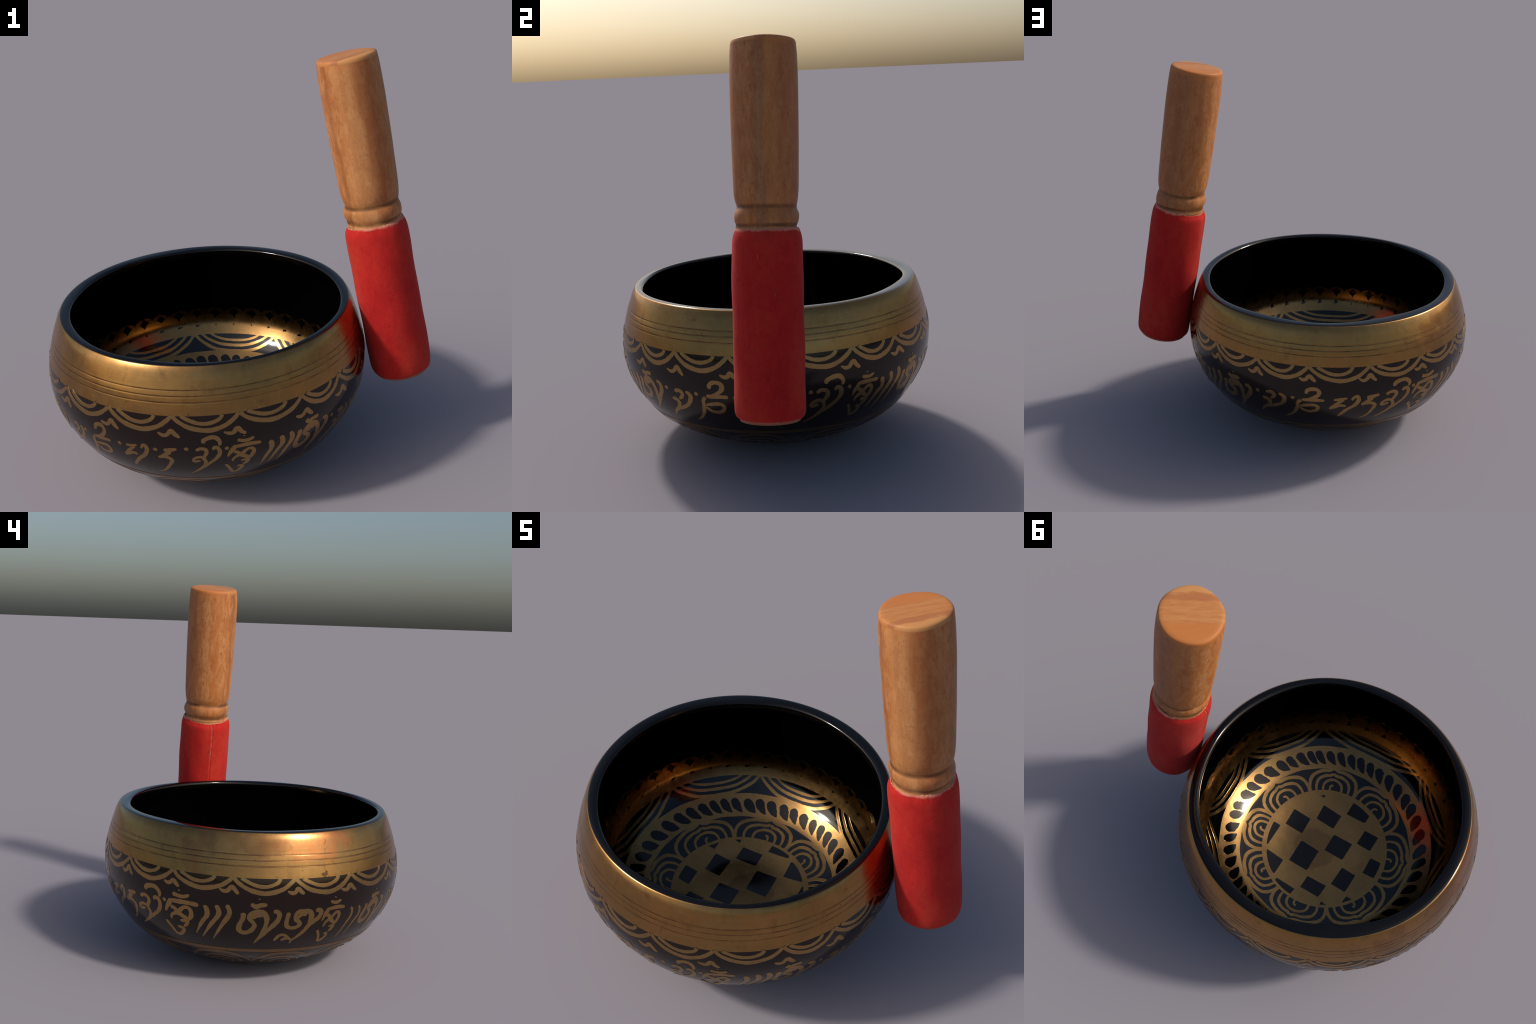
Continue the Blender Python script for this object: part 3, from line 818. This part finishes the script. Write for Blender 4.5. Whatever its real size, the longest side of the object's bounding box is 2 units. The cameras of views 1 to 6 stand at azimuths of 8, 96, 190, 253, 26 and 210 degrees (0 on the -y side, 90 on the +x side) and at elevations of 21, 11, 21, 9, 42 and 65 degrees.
def turned(profile, n=144, per=10, bend=None):
    p = catmull(profile, per)
    th = np.arange(n) * TAU / n
    R = p[:, 1][:, None] + 0 * th; T = p[:, 0][:, None] + 0 * th
    if bend:
        T, R = bend(T, R, th[None] + 0 * T)
    X = R * np.cos(th) + drift(T); Y = R * np.sin(th); Z = 1.592 - T
    V_ = np.stack([X, Y, Z], -1)
    m = len(p)
    i = np.arange(m - 1)[:, None] * n; j = np.arange(n)[None]; k = (j + 1) % n
    f = np.stack([i + j, i + n + j, i + n + k, i + k], -1).reshape(-1, 4).tolist()
    return V_.reshape(-1, 3), f, m, n

# handle: (distance from the top, radius)
HANDLE = [(-.0112, .0), (-.0112, .05), (-.0110, .10), (-.0100, .123), (-.006, .1345), (.003, .1390), (.02, .1405), (.06, .1435), (.15, .1455), (.26, .1452), (.40, .1440), (.52, .1415), (.60, .1398), (.64, .1372),
          (.665, .1335), (.682, .1290), (.690, .1275), (.698, .1288), (.710, .1342), (.722, .1372), (.735, .1380), (.748, .1368), (.758, .1338), (.765, .1305), (.772, .1300), (.780, .1315), (.792, .1325), (.83, .132), (1.2, .132), (1.56, .131),
          (1.586, .1300), (1.5915, .1255), (1.592, .10), (1.592, .0)]
def neck_wobble(T, R, th):
    near = np.exp(-((T - .735) / .07) ** 2)
    T = T + near * (.009 * np.cos(th - .6) + .003 * np.sin(2 * th + .4))
    R = R * (1 + .004 * np.sin(2 * th + 1) + .003 * np.sin(3 * th)) + near * .0025 * np.sin(3 * th + T * 40)
    top = np.exp(-((T) / .05) ** 2)
    R = R + top * .0012 * np.sin(5 * th + 1)
    return T, R
v, f, m, n = turned(HANDLE, bend=neck_wobble)
wood_handle = new_object("wooden_handle", v, f, wood, mallet)

SEAM = 0.0
# which way the seam faces: towards view 4's side
to_seam = mallet.matrix_world.to_3x3().inverted() @ Vector((-4.9, 1.0, 0)).normalized()
SEAM = math.atan2(to_seam.y, to_seam.x) + math.radians(13)
SLEEVE = [(.789, .1300), (.788, .1335), (.792, .1375), (.802, .1415), (.815, .1462), (.832, .1495), (.86, .1512), (.95, .1528), (1.1, .1522), (1.25, .1525), (1.40, .1528), (1.50, .1528), (1.550, .1516), (1.572, .1478), (1.582, .1415), (1.587, .1335), (1.586, .1290)]
def sleeve_form(T, R, th):
    up = np.exp(-((T - .789) / .03) ** 2)
    T = T + up * (.008 * np.cos(th - SEAM) + .005 * np.sin(2 * th + 2) + .0009 * np.sin(13 * th + 2 * np.sin(3 * th)) + .0009 * np.sin(37 * th + 3 * np.sin(5 * th)) + .0006 * np.sin(71 * th + 2 * np.sin(9 * th)))
    lo = np.exp(-((T - 1.586) / .02) ** 2)
    T = T + lo * (.0015 * np.sin(3 * th + 1) + .0008 * np.sin(11 * th))
    d = (th - SEAM - .010 * np.sin(T * 9) + math.pi) % TAU - math.pi
    R = R - .0036 * np.exp(-(d / .020) ** 2) * np.clip((1.35 - T) / .3, .22, 1)
    R = R + .0016 * np.exp(-((np.abs(d) - .06) / .035) ** 2)
    R = R + .0012 * np.sin(3 * th + T * 5) + .0008 * np.sin(7 * th - T * 13) + .001 * np.sin(T * 23 + 2 * th)
    return T, R
v, f, m, n = turned(SLEEVE, 288, 12, sleeve_form)
sleeve = new_object("leather_sleeve", v, f, leather, mallet)

# frayed pale thread where the leather edges meet, and along the sleeve's top edge
def tube(path, rad, sides=6):
    p = np.array(path); N = len(p)
    g = np.gradient(p, axis=0); g /= np.linalg.norm(g, axis=1, keepdims=True)
    out_ = p * (1, 1, 0); out_ /= np.linalg.norm(out_, axis=1, keepdims=True)
    b = np.cross(g, out_); b /= np.linalg.norm(b, axis=1, keepdims=True)
    nn = np.cross(b, g)
    a = np.arange(sides) * TAU / sides
    rad = np.broadcast_to(rad, N)
    V_ = p[:, None] + rad[:, None, None] * (np.cos(a)[None, :, None] * nn[:, None] + np.sin(a)[None, :, None] * b[:, None])
    i = np.arange(N - 1)[:, None] * sides; j = np.arange(sides)[None]; k = (j + 1) % sides
    return V_.reshape(-1, 3), np.stack([i + j, i + k, i + sides + k, i + sides + j], -1).reshape(-1, 4).tolist()
def sleeve_point(t, th, lift=0.):
    prof = catmull(SLEEVE, 12)
    T = np.asarray(t, float)
    R = np.interp(T, prof[14:, 0], prof[14:, 1])
    T2, R2 = sleeve_form(T, R, th)
    R2 = R2 + lift
    return np.stack([R2 * np.cos(th) + drift(T2), R2 * np.sin(th), 1.592 - T2], -1)
tt = np.linspace(.80, 1.10, 80)
ths = SEAM + .010 * np.sin(tt * 9) + .0035 * np.sin(tt * 60)
v, f = tube(sleeve_point(tt, ths, .0006), (.0016 + .0008 * np.sin(tt * 130)) * np.clip((1.11 - tt) / .16, .15, 1))
seam = new_object("seam", v, f, fray, sleeve)
th = np.linspace(0, TAU, 361)
pr = catmull(SLEEVE, 12)[9]
T2, R2 = sleeve_form(pr[0] + 0 * th, pr[1] + 0 * th, th)
p = np.stack([(R2 + .0002) * np.cos(th) + drift(T2), (R2 + .0002) * np.sin(th), 1.592 - T2 + .0006 * np.sin(47 * th)], -1)
v, f = tube(p, .0016 + .0010 * np.sin(th * 29) * np.sin(th * 5 + 1))
new_object("frayed_lip", v, f, fray, sleeve)

bpy.context.view_layer.update()
